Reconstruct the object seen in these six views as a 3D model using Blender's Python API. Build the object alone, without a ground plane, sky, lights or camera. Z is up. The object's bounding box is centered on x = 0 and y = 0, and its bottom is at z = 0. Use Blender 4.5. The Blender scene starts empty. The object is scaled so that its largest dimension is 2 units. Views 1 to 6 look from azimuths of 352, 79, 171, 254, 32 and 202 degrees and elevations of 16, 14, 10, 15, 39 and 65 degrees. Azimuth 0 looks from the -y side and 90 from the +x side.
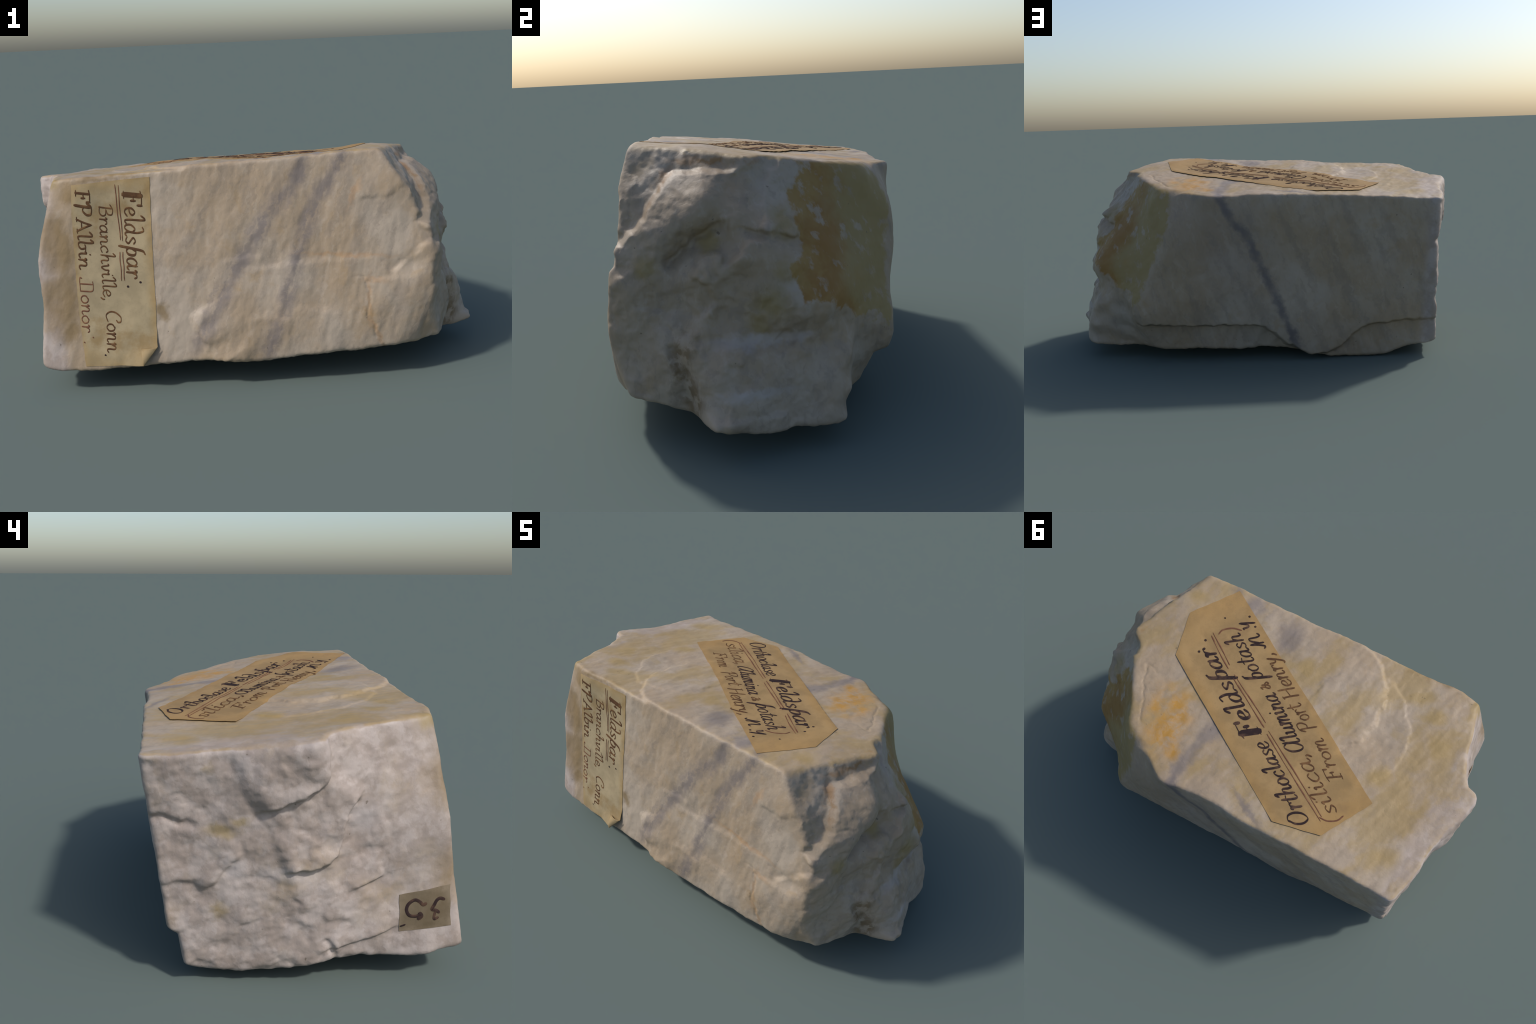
"""A hand-sized block of pale feldspar with three old paper labels glued on.

The stone is the solid bounded by six broken faces.  Every face is a height
field: a smooth sheet drawn through a few surveyed points, plus ledges, cracks,
dents and grain.  The solid is polygonised on a grid (surface nets)."""
import bpy, math, random
import numpy as np
from mathutils import Vector
from mathutils.bvhtree import BVHTree

random.seed(7)
STEP = 0.005                     # polygon size of the stone, metres

# ------------------------------------------------------------------ tools
def noise2(u, v, seed):
    """Gradient noise on arrays u, v; about -1..1."""
    rng = np.random.default_rng(seed)
    perm = rng.permutation(256)
    ang = rng.uniform(0, 2 * np.pi, 256)
    gx, gy = np.cos(ang), np.sin(ang)
    iu, iv = np.floor(u).astype(int), np.floor(v).astype(int)
    fu, fv = u - iu, v - iv
    su, sv = fu * fu * fu * (fu * (fu * 6 - 15) + 10), fv * fv * fv * (fv * (fv * 6 - 15) + 10)
    def corner(a, b):
        h = perm[(perm[(iu + a) & 255] + iv + b) & 255]
        return gx[h] * (fu - a) + gy[h] * (fv - b)
    x0 = corner(0, 0) * (1 - su) + corner(1, 0) * su
    x1 = corner(0, 1) * (1 - su) + corner(1, 1) * su
    return (x0 * (1 - sv) + x1 * sv) * 1.5


def fbm(u, v, size, seed, octaves=4, gain=0.5, turn=0.0, stretch=1.0):
    """Layered noise; size = largest lump in metres, stretched along 'turn'."""
    c, s = math.cos(turn), math.sin(turn)
    a, b = (u * c + v * s) / (size * stretch), (-u * s + v * c) / size
    out, amp = 0.0, 1.0
    for o in range(octaves):
        out = out + amp * noise2(a * 2 ** o + 17.3 * o, b * 2 ** o - 9.1 * o, seed + o)
        amp *= gain
    return out


def smooth(x):
    x = np.clip(x, 0, 1)
    return x * x * (3 - 2 * x)


def sheet(points, u, v, eps=0.04, relax=0.01):
    """Smooth sheet w(u, v) through points (u, v, w)."""
    p = np.array(points, float)
    n = len(p)
    d = np.sqrt(((p[:, None, :2] - p[None, :, :2]) ** 2).sum(2) + eps * eps)
    a = np.zeros((n + 3, n + 3))
    a[:n, :n] = d - np.eye(n) * relax
    a[:n, n:] = np.c_[p[:, :2], np.ones(n)]
    a[n:, :n] = a[:n, n:].T
    w = np.linalg.solve(a, np.r_[p[:, 2], 0, 0, 0])
    out = w[n] * u + w[n + 1] * v + w[n + 2]
    for k in range(n):
        out = out + w[k] * np.sqrt((u - p[k, 0]) ** 2 + (v - p[k, 1]) ** 2 + eps * eps)
    return out


def polyline_field(u, v, line):
    """Distance, side (+ left of the line) and run 0..1 along an open polyline."""
    best = np.full(u.shape, 1e9); side = np.zeros(u.shape)
    pts = np.array(line, float)
    seg = np.linalg.norm(np.diff(pts, axis=0), axis=1)
    total, done, near, along = seg.sum(), 0.0, [], []
    for a, b, l in zip(pts[:-1], pts[1:], seg):
        d = (b - a) / l
        t = np.clip((u - a[0]) * d[0] + (v - a[1]) * d[1], 0, l)
        r = np.hypot(u - a[0] - d[0] * t, v - a[1] - d[1] * t)
        m = r < best
        best = np.where(m, r, best)
        side = np.where(m, np.sign(d[0] * (v - a[1]) - d[1] * (u - a[0])), side)
        near.append(r); along.append((done + t) / total)
        done += l
    weight = [np.exp(-(r - best) / 0.025) for r in near]       # soft, so that no seam shows
    run = sum(w * a for w, a in zip(weight, along)) / sum(weight)
    return best, side, run


def ledge(u, v, line, height, fade=0.15, width=0.01, wobble=0.006, seed=1, taper=0.15, wander=.7):
    """Raise the ground left of the line by 'height', dying out over 'fade'."""
    uu = u + wobble * fbm(u, v, 0.05, seed, 3)
    vv = v + wobble * fbm(u, v, 0.05, seed + 50, 3)
    d, s, r = polyline_field(uu, vv, line)
    sd = d * s
    k = smooth(r / taper) * smooth((1 - r) / taper) if taper else 1.0
    if taper:                                                   # height wanders along the line
        total = sum(math.dist(p, q) for p, q in zip(line[:-1], line[1:]))
        k = k * np.clip(.9 + wander * noise2(r * total / .07, r * 0 + .37, seed + 200), .2, 1.3)
    return height * k * smooth(0.5 + sd / width) * np.exp(-(np.maximum(sd, 0) / fade) ** 2)


def crack(u, v, line, depth, width=0.006, wobble=0.008, seed=3, taper=0.2):
    uu = u + wobble * fbm(u, v, 0.06, seed, 3)
    vv = v + wobble * fbm(u, v, 0.06, seed + 50, 3)
    d, s, r = polyline_field(uu, vv, line)
    return -depth * smooth(r / taper) * smooth((1 - r) / taper) * np.exp(-(d / width) ** 2)


def lump(u, v, at, radius, height, turn=0.0, aspect=1.0):
    c, s = math.cos(turn), math.sin(turn)
    a, b = (u - at[0]) * c + (v - at[1]) * s, -(u - at[0]) * s + (v - at[1]) * c
    return height * np.exp(-((a / (radius * aspect)) ** 2 + (b / radius) ** 2))


def chips(u, v, size, seed, tilt=.1, jump=.008, soft=.012, warp=.35, turn=0.0, stretch=1.0):
    """Broken stone: tilted flat chips with irregular borders and small steps between them."""
    c, s = math.cos(turn), math.sin(turn)
    a, b = (u * c + v * s) / stretch, -u * s + v * c
    a, b = (a + warp * size * fbm(u, v, size * .8, seed + 300, 3)) / size, (b + warp * size * fbm(u, v, size * .8, seed + 340, 3)) / size
    rng = np.random.default_rng(seed)
    jit, dat = rng.uniform(.1, .9, (64, 64, 2)), rng.uniform(-1, 1, (64, 64, 3))
    ia, ib = np.floor(a).astype(int), np.floor(b).astype(int)
    num = den = 0.0
    dist, vals = [], []
    for da in (-1, 0, 1):
        for db in (-1, 0, 1):
            i, j = (ia + da) % 64, (ib + db) % 64
            ra, rb = a - ia - da - jit[i, j, 0], b - ib - db - jit[i, j, 1]
            dist.append(np.hypot(ra, rb))
            vals.append(jump * dat[i, j, 2] + tilt * size * (dat[i, j, 0] * ra + dat[i, j, 1] * rb))
    near = np.minimum.reduce(dist)
    for d, w in zip(dist, vals):
        k = np.exp(-(d - near) * size / soft)
        num, den = num + k * w, den + k
    return num / den


# ------------------------------------------------------------------ the six faces
# each returns the coordinate of the face; "out" is the amount it stands proud
def top_face(x, y):
    w = sheet([(.482, -.523, .996), (.313, -.478, .995), (.112, -.466, .98), (-.04, -.44, .973), (-.22, -.425, .962),
               (-.475, -.381, .946), (-.70, -.347, .934), (-.865, -.303, .922), (-.89, -.148, .910), (-.915, .039, .893),
               (-.965, .12, .875), (-.90, .288, .852), (-.769, .65, .813), (-.41, .493, .847), (-.206, .499, .858),
               (-.567, .289, .862), (.01, .505, .858), (.213, .48, .856), (.335, .481, .856), (.44, .377, .873),
               (.53, .294, .888), (.486, -.287, .988), (.478, -.076, .951), (.62, .056, .925), (.67, -.165, .960), (.55, -.40, .988),
               (-.05, .02, .919), (.26, -.14, .938), (-.56, .035, .888), (.0, .25, .895)], x, y)
    for cx, cy, ra, rb, height, edge, seed in ((-.21, -.14, .268, .30, .009, .02, 11), (-.40, -.02, .235, .27, .004, .016, 12)):   # low flakes left on the cleavage
        px, py = x + .014 * fbm(x, y, .09, seed, 4), y + .014 * fbm(x, y, .09, seed + 50, 4)
        inside = (1 - np.hypot((px - cx) / ra, (py - cy) / rb)) * min(ra, rb)
        w = w + height * smooth(.5 + inside / edge) * smooth((.12 - x) / .45)
    w = w + crack(x, y, [(.60, -.03), (.572, .074), (.532, .184), (.50, .30)], .003, .004, seed=14)
    w = w + crack(x, y, [(.59, .0), (.54, .01), (.52, .03)], .002, .005, seed=15)
    w = w + .0045 * fbm(x, y, .16, 21, 4, turn=math.radians(60), stretch=2.2)
    w = w + .0016 * fbm(x, y, .035, 22, 3, turn=math.radians(60), stretch=2.0)
    return w


def front_face(x, z):
    w = sheet([(-.88, .924, -.306), (.482, .996, -.522), (-.941, .106, -.432), (.494, .142, -.635), (-.796, .895, -.348),
               (-.479, .927, -.384), (-.506, .201, -.484), (-.807, .125, -.456), (-.04, .971, -.442), (.112, .981, -.468),
               (-.22, .962, -.425), (-.70, .932, -.349), (.50, .885, -.556), (.60, .66, -.597), (.64, .60, -.622), (.62, .455, -.645),
               (.62, .34, -.648), (.60, .21, -.640), (.70, .165, -.592), (-.97, .58, -.352), (-.97, .39, -.382), (-.996, .13, -.412),
               (0, .13, -.580), (-.25, .13, -.552), (-.1, .25, -.560), (.13, .62, -.532), (.14, .22, -.602), (.063, .785, -.497), (.472, .51, -.608), (-.65, .68, -.380), (.455, .57, -.592), (.25, .80, -.515), (.25, .55, -.562), (.25, .35, -.590), (-.2, .5, -.498)], x, z)
    out = ledge(x, z, [(-.36, .34), (-.326, .265), (-.285, .18), (-.262, .137), (-.23, .10)], .018, fade=.18, width=.03, seed=31)
    out = out - ledge(x, z, [(.48, .557), (.44, .555), (.296, .549), (.149, .545), (-.017, .529), (-.15, .521)][::-1], .0065, fade=.10, width=.03, seed=32)
    out = out - ledge(x, z, [(-.22, .56), (-.069, .573), (.0, .577)], .003, fade=.06, width=.022, seed=33)
    out = out - ledge(x, z, [(.50, .47), (.541, .508), (.607, .561), (.70, .64)], .014, fade=.09, width=.026, seed=34)
    out = out - lump(x, z, (.60, .515), .04, .012, .5, 1.5)
    out = out + ledge(x, z, [(.36, .80), (.489, .803), (.526, .817), (.60, .88)], .0045, fade=.14, width=.024, seed=35)
    out = out - ledge(x, z, [(.40, .452), (.475, .460), (.62, .464)], .004, fade=.06, width=.024, seed=36)
    out = out + crack(x, z, [(.32, .481), (.37, .468), (.410, .449), (.404, .298), (.472, .152), (.49, .12)], .004, .006, seed=37, wobble=.014)
    out = out + ledge(x, z, [(.05, .36), (.20, .34), (.32, .30)][::-1], .0045, fade=.08, width=.036, seed=38)
    out = out + ledge(x, z, [(-.12, .31), (-.02, .33), (.09, .30)][::-1], .004, fade=.07, width=.036, seed=39)
    out = out + .0060 * fbm(x, z, .15, 41, 5, .45, turn=math.radians(75), stretch=2.0)
    out = out + .0011 * fbm(x, z, .034, 42, 3, turn=math.radians(78), stretch=2.0)
    return w - out


def back_face(x, z):
    w = sheet([(-.769, .815, .650), (-.304, .837, .572), (.002, .857, .520), (.213, .862, .485), (.345, .870, .482), (.42, .885, .380),
               (-.766, .066, .545), (-.42, .01, .490), (-.24, .012, .462), (0, .058, .420), (.259, .055, .385), (.40, .07, .372),
               (.638, .070, .300), (.684, .27, .370), (.70, .32, .370), (.52, .80, .392), (.51, .755, .418), (.548, .58, .428), (.612, .457, .388), (.40, .35, .430),
               (.25, .24, .428), (0, .24, .470), (-.3, .22, .500), (-.6, .2, .550), (-.2, .45, .514), (-.5, .55, .574), (-.08, .80, .545), (.39, .73, .460), (.45, .66, .452), (.2, .6, .470), (-.76, .45, .605)], x, z)
    out = -ledge(x, z, [(-.16, .02), (-.119, .044), (-.041, .085), (.018, .144), (.08, .187), (.13, .195), (.255, .199), (.474, .202), (.668, .212), (.74, .22)][::-1],
                 .062, fade=.4, width=.022, seed=51, taper=.06, wobble=.007, wander=.15)
    out = out - ledge(x, z, [(-.85, .200), (-.771, .200), (-.59, .197), (-.464, .183), (-.38, .145), (-.345, .10), (-.315, .065), (-.239, .035), (-.15, .02)][::-1],
                      .034, fade=.4, width=.022, seed=52, taper=.06, wobble=.007, wander=.15)
    out = out + .0042 * fbm(x, z, .17, 61, 4, turn=math.radians(-60), stretch=2.0)
    out = out + .0014 * fbm(x, z, .03, 62, 3, turn=math.radians(-70), stretch=2.0)
    return w + out


def bottom_face(x, y):
    w = sheet([(-.996, -.416, .13), (-.941, -.436, .104), (-.773, -.452, .110), (-.53, -.488, .116), (-.379, -.509, .128), (-.25, -.53, .125), (-.155, -.544, .120),
               (.126, -.585, .129), (.313, -.611, .145), (.49, -.637, .146), (.594, -.65, .160), (.723, -.585, .161),
               (.852, -.378, .113), (.78, -.47, .145), (.977, -.349, .123), (.95, -.173, .079), (.95, -.08, .080), (.93, .11, .070), (.638, .247, .068),
               (.532, .298, .063), (.395, .30, .07), (.259, .325, .053), (.01, .375, .056), (-.119, .40, .034), (-.239, .416, .010),
               (-.42, .444, .001), (-.549, .467, .007), (-.65, .491, .042), (-.766, .525, .066), (-.77, .36, .035), (-.85, .15, .062),
               (-.92, -.02, .09), (-.95, -.135, .093), (-.98, -.28, .10), (0, 0, .075), (.4, -.2, .10), (-.5, 0, .065)], x, y)
    return w - .008 * fbm(x, y, .18, 71, 4) - .003 * fbm(x, y, .04, 72, 3)


def left_face(y, z):
    w = sheet([(-.30, .92, -.884), (-.148, .90, -.895), (.0, .88, -.912), (.06, .865, -.930), (.13, .85, -.966), (.288, .835, -.908), (.50, .82, -.825), (.651, .807, -.764),
               (-.332, .822, -.914), (-.342, .705, -.952), (-.356, .577, -.977), (-.37, .484, -.974), (-.384, .389, -.972), (-.416, .13, -1.004),
               (.61, .5, -.758), (.50, .50, -.792), (.575, .3, -.776), (.53, .066, -.780), (.36, .03, -.818), (.20, .06, -.880), (.08, .07, -.908), (-.02, .09, -.905),
               (-.135, .093, -.935), (-.28, .10, -.985), (-.2, .70, -.935), (-.25, .52, -.960), (-.28, .30, -.965), (-.17, .35, -.935), (-.12, .23, -.930), (-.13, .58, -.940), (.045, .53, -.912), (.02, .18, -.920), (.04, .30, -.930), (.107, .59, -.930), (.3, .6, -.878), (.3, .3, -.872), (.1, .62, -.918), (.12, .40, -.912), (.46, .32, -.815), (.40, .78, -.85), (.394, .655, -.856), (.358, .486, -.866), (.274, .793, -.918)], y, z)
    y, z = y - .012, z - .012
    out = ledge(y, z, [(.075, .92), (.072, .85), (.065, .811), (.063, .740), (.102, .694), (.206, .644), (.30, .61)], .034, fade=.13, width=.022, seed=81, taper=.16, wander=.2)
    out = out + ledge(y, z, [(-.07, .70), (-.051, .666), (-.008, .602), (.007, .503), (.024, .458), (.100, .422), (.216, .409)], .034, fade=.12, width=.02, seed=82, taper=.16, wander=.2)
    out = out + ledge(y, z, [(-.15, .385), (-.122, .376), (-.052, .344), (-.02, .335)], .018, fade=.08, width=.016, seed=83, taper=.3, wander=.2)
    out = out + ledge(y, z, [(-.22, .20), (-.190, .192), (-.063, .143), (.058, .121), (.10, .115)], .016, fade=.09, width=.016, seed=84, taper=.25, wander=.2)
    out = out + crack(y, z, [(.64, .595), (.56, .59), (.512, .576), (.46, .57)], .010, .012, seed=85)
    out = out + crack(y, z, [(.06, .17), (.02, .10), (.0, .05)], .010, .012, seed=87)
    out = out + lump(y, z, (.154, .37), .06, .010)
    rough = smooth((y + .45) / .5)
    out = out + (.25 + .75 * rough) * (.5 * chips(y, z, .20, 93, .16, .009, .016, turn=math.radians(-35), stretch=1.6) + .45 * chips(y, z, .07, 94, .16, .003, .010, turn=math.radians(-35), stretch=1.6))
    out = out + (.35 + .65 * rough) * (.005 * fbm(y, z, .16, 91, 3, .5) + .0036 * fbm(y, z, .05, 92, 4, .55, turn=math.radians(-35), stretch=1.5))
    return w - out


def right_face(y, z):
    w = sheet([  # front corner, top to bottom (the broken pocket is cut out below)
               (-.523, .992, .522), (-.557, .832, .625), (-.597, .632, .690), (-.625, .502, .697), (-.640, .315, .680), (-.640, .20, .71), (-.585, .161, .742),
               # rim of the top
               (-.417, .985, .585), (-.169, .965, .692), (.056, .937, .632), (.294, .90, .540), (.378, .885, .465), (.376, .885, .42), (.484, .87, .338),
               # facet below the pocket
               (-.39, .905, .655), (-.224, .890, .720), (-.471, .815, .690), (-.535, .726, .695), (-.51, .62, .755), (-.309, .85, .786), (-.355, .775, .805), (-.20, .80, .796), (-.10, .885, .698),
               # belly and its groove
               (-.415, .638, .775), (-.288, .737, .806), (-.34, .70, .785), (-.254, .69, .800), (-.335, .658, .800), (-.158, .742, .822), (-.36, .60, .830), (-.22, .66, .875), (-.10, .67, .868), (-.07, .60, .900), (-.10, .51, .912), (-.20, .47, .890), (-.187, .415, .882), (-.278, .476, .858),
               (-.40, .45, .815), (-.05, .46, .924), (-.10, .372, .884), (.05, .34, .884), (-.318, .49, .862), (-.35, .42, .862), (-.48, .42, .790), (-.46, .71, .772), (-.575, .55, .742), (-.50, .30, .790),
               # stained facet
               (.04, .69, .772), (.067, .703, .745), (.12, .64, .765), (-.03, .70, .79), (-.034, .56, .882), (.04, .50, .905), (.077, .477, .897), (.165, .49, .805), (.157, .694, .690), (.209, .621, .688), (.158, .845, .624), (.205, .82, .614), (-.047, .915, .668), (.32, .852, .557), (.377, .811, .517), (.195, .42, .785), (.32, .332, .725), (.355, .27, .712), (.25, .60, .678), (.397, .604, .560), (.36, .457, .635), (.434, .755, .500),
               # jutting foot
               (-.394, .217, .880), (-.409, .19, .850), (-.378, .115, .852), (-.47, .20, .81), (-.352, .123, .976), (-.330, .27, .950), (-.335, .313, .926), (-.357, .343, .900), (-.348, .243, .936), (-.283, .188, .990), (-.2, .145, .976), (-.1, .12, .958), (-.15, .29, .934), (.0, .195, .944),
               (.0, .31, .915), (.118, .083, .914), (.152, .295, .882), (.142, .18, .895), (.130, .37, .855), (.168, .18, .775), (.150, .09, .76), (.182, .29, .795), (.20, .10, .70), (.22, .20, .735), (.24, .30, .745), (.245, .065, .635)], y, z, eps=.014, relax=.0008)
    rim = [(-.08, .97), (-.14, .94), (-.20, .908), (-.30, .915), (-.39, .912), (-.43, .87), (-.471, .821), (-.52, .75), (-.58, .69), (-.66, .66)]
    w = w - .034 * smooth((-.12 - y) / .16) * ledge(y, z, rim[::-1], 1, fade=5, width=.016, seed=99, taper=0)
    out = ledge(y, z, [(-.43, .61), (-.415, .638), (-.34, .70), (-.288, .737), (-.22, .77)], -.014, fade=.06, width=.02, seed=101, taper=.3)
    out = out + ledge(y, z, [(-.24, .735), (-.20, .745), (-.12, .72), (-.04, .70), (.01, .68)], .022, fade=.10, width=.02, seed=106)
    out = out - lump(y, z, (-.19, .57), .09, .022, .5, 1.4) - lump(y, z, (-.46, .50), .07, .012) + lump(y, z, (-.30, .62), .05, .014, .6, 2.0)
    out = out + ledge(y, z, [(-.36, .34), (-.28, .37), (-.18, .35), (-.08, .36), (.03, .33)][::-1], .014, fade=.08, width=.03, seed=107)
    ridged = 1 - 2 * np.abs(fbm(y, z, .22, 121, 3, .5, turn=math.radians(30), stretch=1.4))
    out = out + smooth((.08 - y) / .1) * (.3 + .7 * smooth((z - .22) / .15)) * (.005 * ridged + .65 * chips(y, z, .17, 123, .17, .010, .010, turn=math.radians(35), stretch=1.6) + chips(y, z, .07, 124, .14, .003, .007, turn=math.radians(35), stretch=1.5))
    out = out + crack(y, z, [(-.45, .60), (-.415, .638), (-.34, .695), (-.288, .735), (-.23, .755)], .026, .020, seed=108)      # long diagonal groove
    out = out + crack(y, z, [(-.04, .545), (-.15, .50), (-.25, .43), (-.33, .385), (-.38, .36)], .006, .022, seed=109)
    out = out + lump(y, z, (-.29, .665), .030, .014, math.radians(38), 3.2)
    out = out + crack(y, z, [(-.44, .38), (-.41, .28), (-.40, .21), (-.385, .13)], .026, .022, seed=102)
    out = out + crack(y, z, [(-.425, .40), (-.40, .415), (-.38, .41)], .008, .008, seed=103)
    out = out - ledge(y, z, [(-.40, .16), (-.25, .15), (-.10, .145), (-.09, .05)], .012, fade=.1, width=.016, seed=104)
    out = out + crack(y, z, [(.12, .44), (.155, .36), (.16, .25)], .006, .012, seed=105)
    stain = smooth((y + .02) / .12) * smooth((z - .40) / .1)
    out = out + (1 - .6 * stain) * (.004 * fbm(y, z, .13, 111, 4, .55, turn=math.radians(35), stretch=1.5) + .0028 * fbm(y, z, .04, 112, 3, .5))
    return w + out


# ------------------------------------------------------------------ polygonise
def smax(a, b, k):
    h = np.maximum(k - np.abs(a - b), 0)
    return np.maximum(a, b) + h * h / (4 * k)


def scaled(f, du):
    g0, g1 = np.gradient(f, du, du)
    return 1 / np.sqrt(1 + np.minimum(g0 * g0 + g1 * g1, 4))


def build_stone():
    h = STEP
    X, Y, Z = (np.arange(a, b, h) for a, b in ((-1.07, 1.07), (-.74, .74), (-.06, 1.07)))
    xy, xz, yz = np.meshgrid(X, Y, indexing="ij"), np.meshgrid(X, Z, indexing="ij"), np.meshgrid(Y, Z, indexing="ij")
    def pack(fn, g):
        f = fn(*g)
        return f.astype(np.float32), scaled(f, h).astype(np.float32)
    T, B, F, K, L, R = pack(top_face, xy), pack(bottom_face, xy), pack(front_face, xz), pack(back_face, xz), pack(left_face, yz), pack(right_face, yz)
    x, y, z = (a.astype(np.float32) for a in (X[:, None, None], Y[None, :, None], Z[None, None, :]))
    d = smax((z - T[0][:, :, None]) * T[1][:, :, None], (F[0][:, None, :] - y) * F[1][:, None, :], .018)
    d = smax(d, (y - K[0][:, None, :]) * K[1][:, None, :], .014)
    d = smax(d, (L[0][None] - x) * L[1][None], .022)
    d = smax(d, (x - R[0][None]) * R[1][None], .022)
    d = smax(d, (B[0][:, :, None] - z) * B[1][:, :, None], .022)
    return surface_nets(d, (X[0], Y[0], Z[0]), h)


def surface_nets(d, origin, h):
    inside = d < 0
    shape = np.array(d.shape)
    stride = np.array([shape[1] * shape[2], shape[2], 1])
    flat, fin = d.ravel(), inside.ravel()
    edges = []
    for ax in range(3):
        sl0, sl1 = [slice(None)] * 3, [slice(None)] * 3
        sl0[ax], sl1[ax] = slice(0, -1), slice(1, None)
        idx = np.argwhere(inside[tuple(sl0)] != inside[tuple(sl1)])
        lin = idx @ stride
        a, b = flat[lin], flat[lin + stride[ax]]
        pos = idx.astype(np.float64)
        pos[:, ax] += a / (a - b)
        edges.append((lin, pos, fin[lin]))
    cells, points = [], []
    for ax, (lin, pos, _) in enumerate(edges):
        p, q = [i for i in range(3) if i != ax]
        for dp, dq in ((0, 0), (1, 0), (1, 1), (0, 1)):
            cells.append(lin - dp * stride[p] - dq * stride[q]); points.append(pos)
    allc = np.concatenate(cells)
    ids, inv = np.unique(allc, return_inverse=True)
    allp = np.concatenate(points)
    count = np.bincount(inv)
    verts = np.stack([np.bincount(inv, allp[:, k]) / count for k in range(3)], 1)
    verts = verts * h + np.array(origin)
    quads, o = [], 0
    for ax, (lin, pos, ins) in enumerate(edges):
        n = len(lin)
        q = np.stack([inv[o + k * n:o + (k + 1) * n] for k in range(4)], 1)
        o += 4 * n
        flip = ins if ax != 1 else ~ins
        q[~flip] = q[~flip][:, ::-1]
        quads.append(q)
    return verts, np.concatenate(quads)


def mesh_object(name, verts, faces, material, parent=None, smooth_shade=True):
    me = bpy.data.meshes.new(name)
    me.vertices.add(len(verts)); me.vertices.foreach_set("co", np.asarray(verts, np.float32).ravel())
    faces = np.asarray(faces, np.int32)
    k = faces.shape[1]
    me.loops.add(faces.size); me.loops.foreach_set("vertex_index", faces.ravel())
    me.polygons.add(len(faces)); me.polygons.foreach_set("loop_start", np.arange(0, faces.size, k, dtype=np.int32))
    me.update(calc_edges=True); me.validate()
    if smooth_shade:
        me.polygons.foreach_set("use_smooth", np.ones(len(me.polygons), bool))
    me.materials.append(material)
    ob = bpy.data.objects.new(name, me)
    bpy.context.scene.collection.objects.link(ob)
    if parent: ob.parent = parent
    return ob


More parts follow.
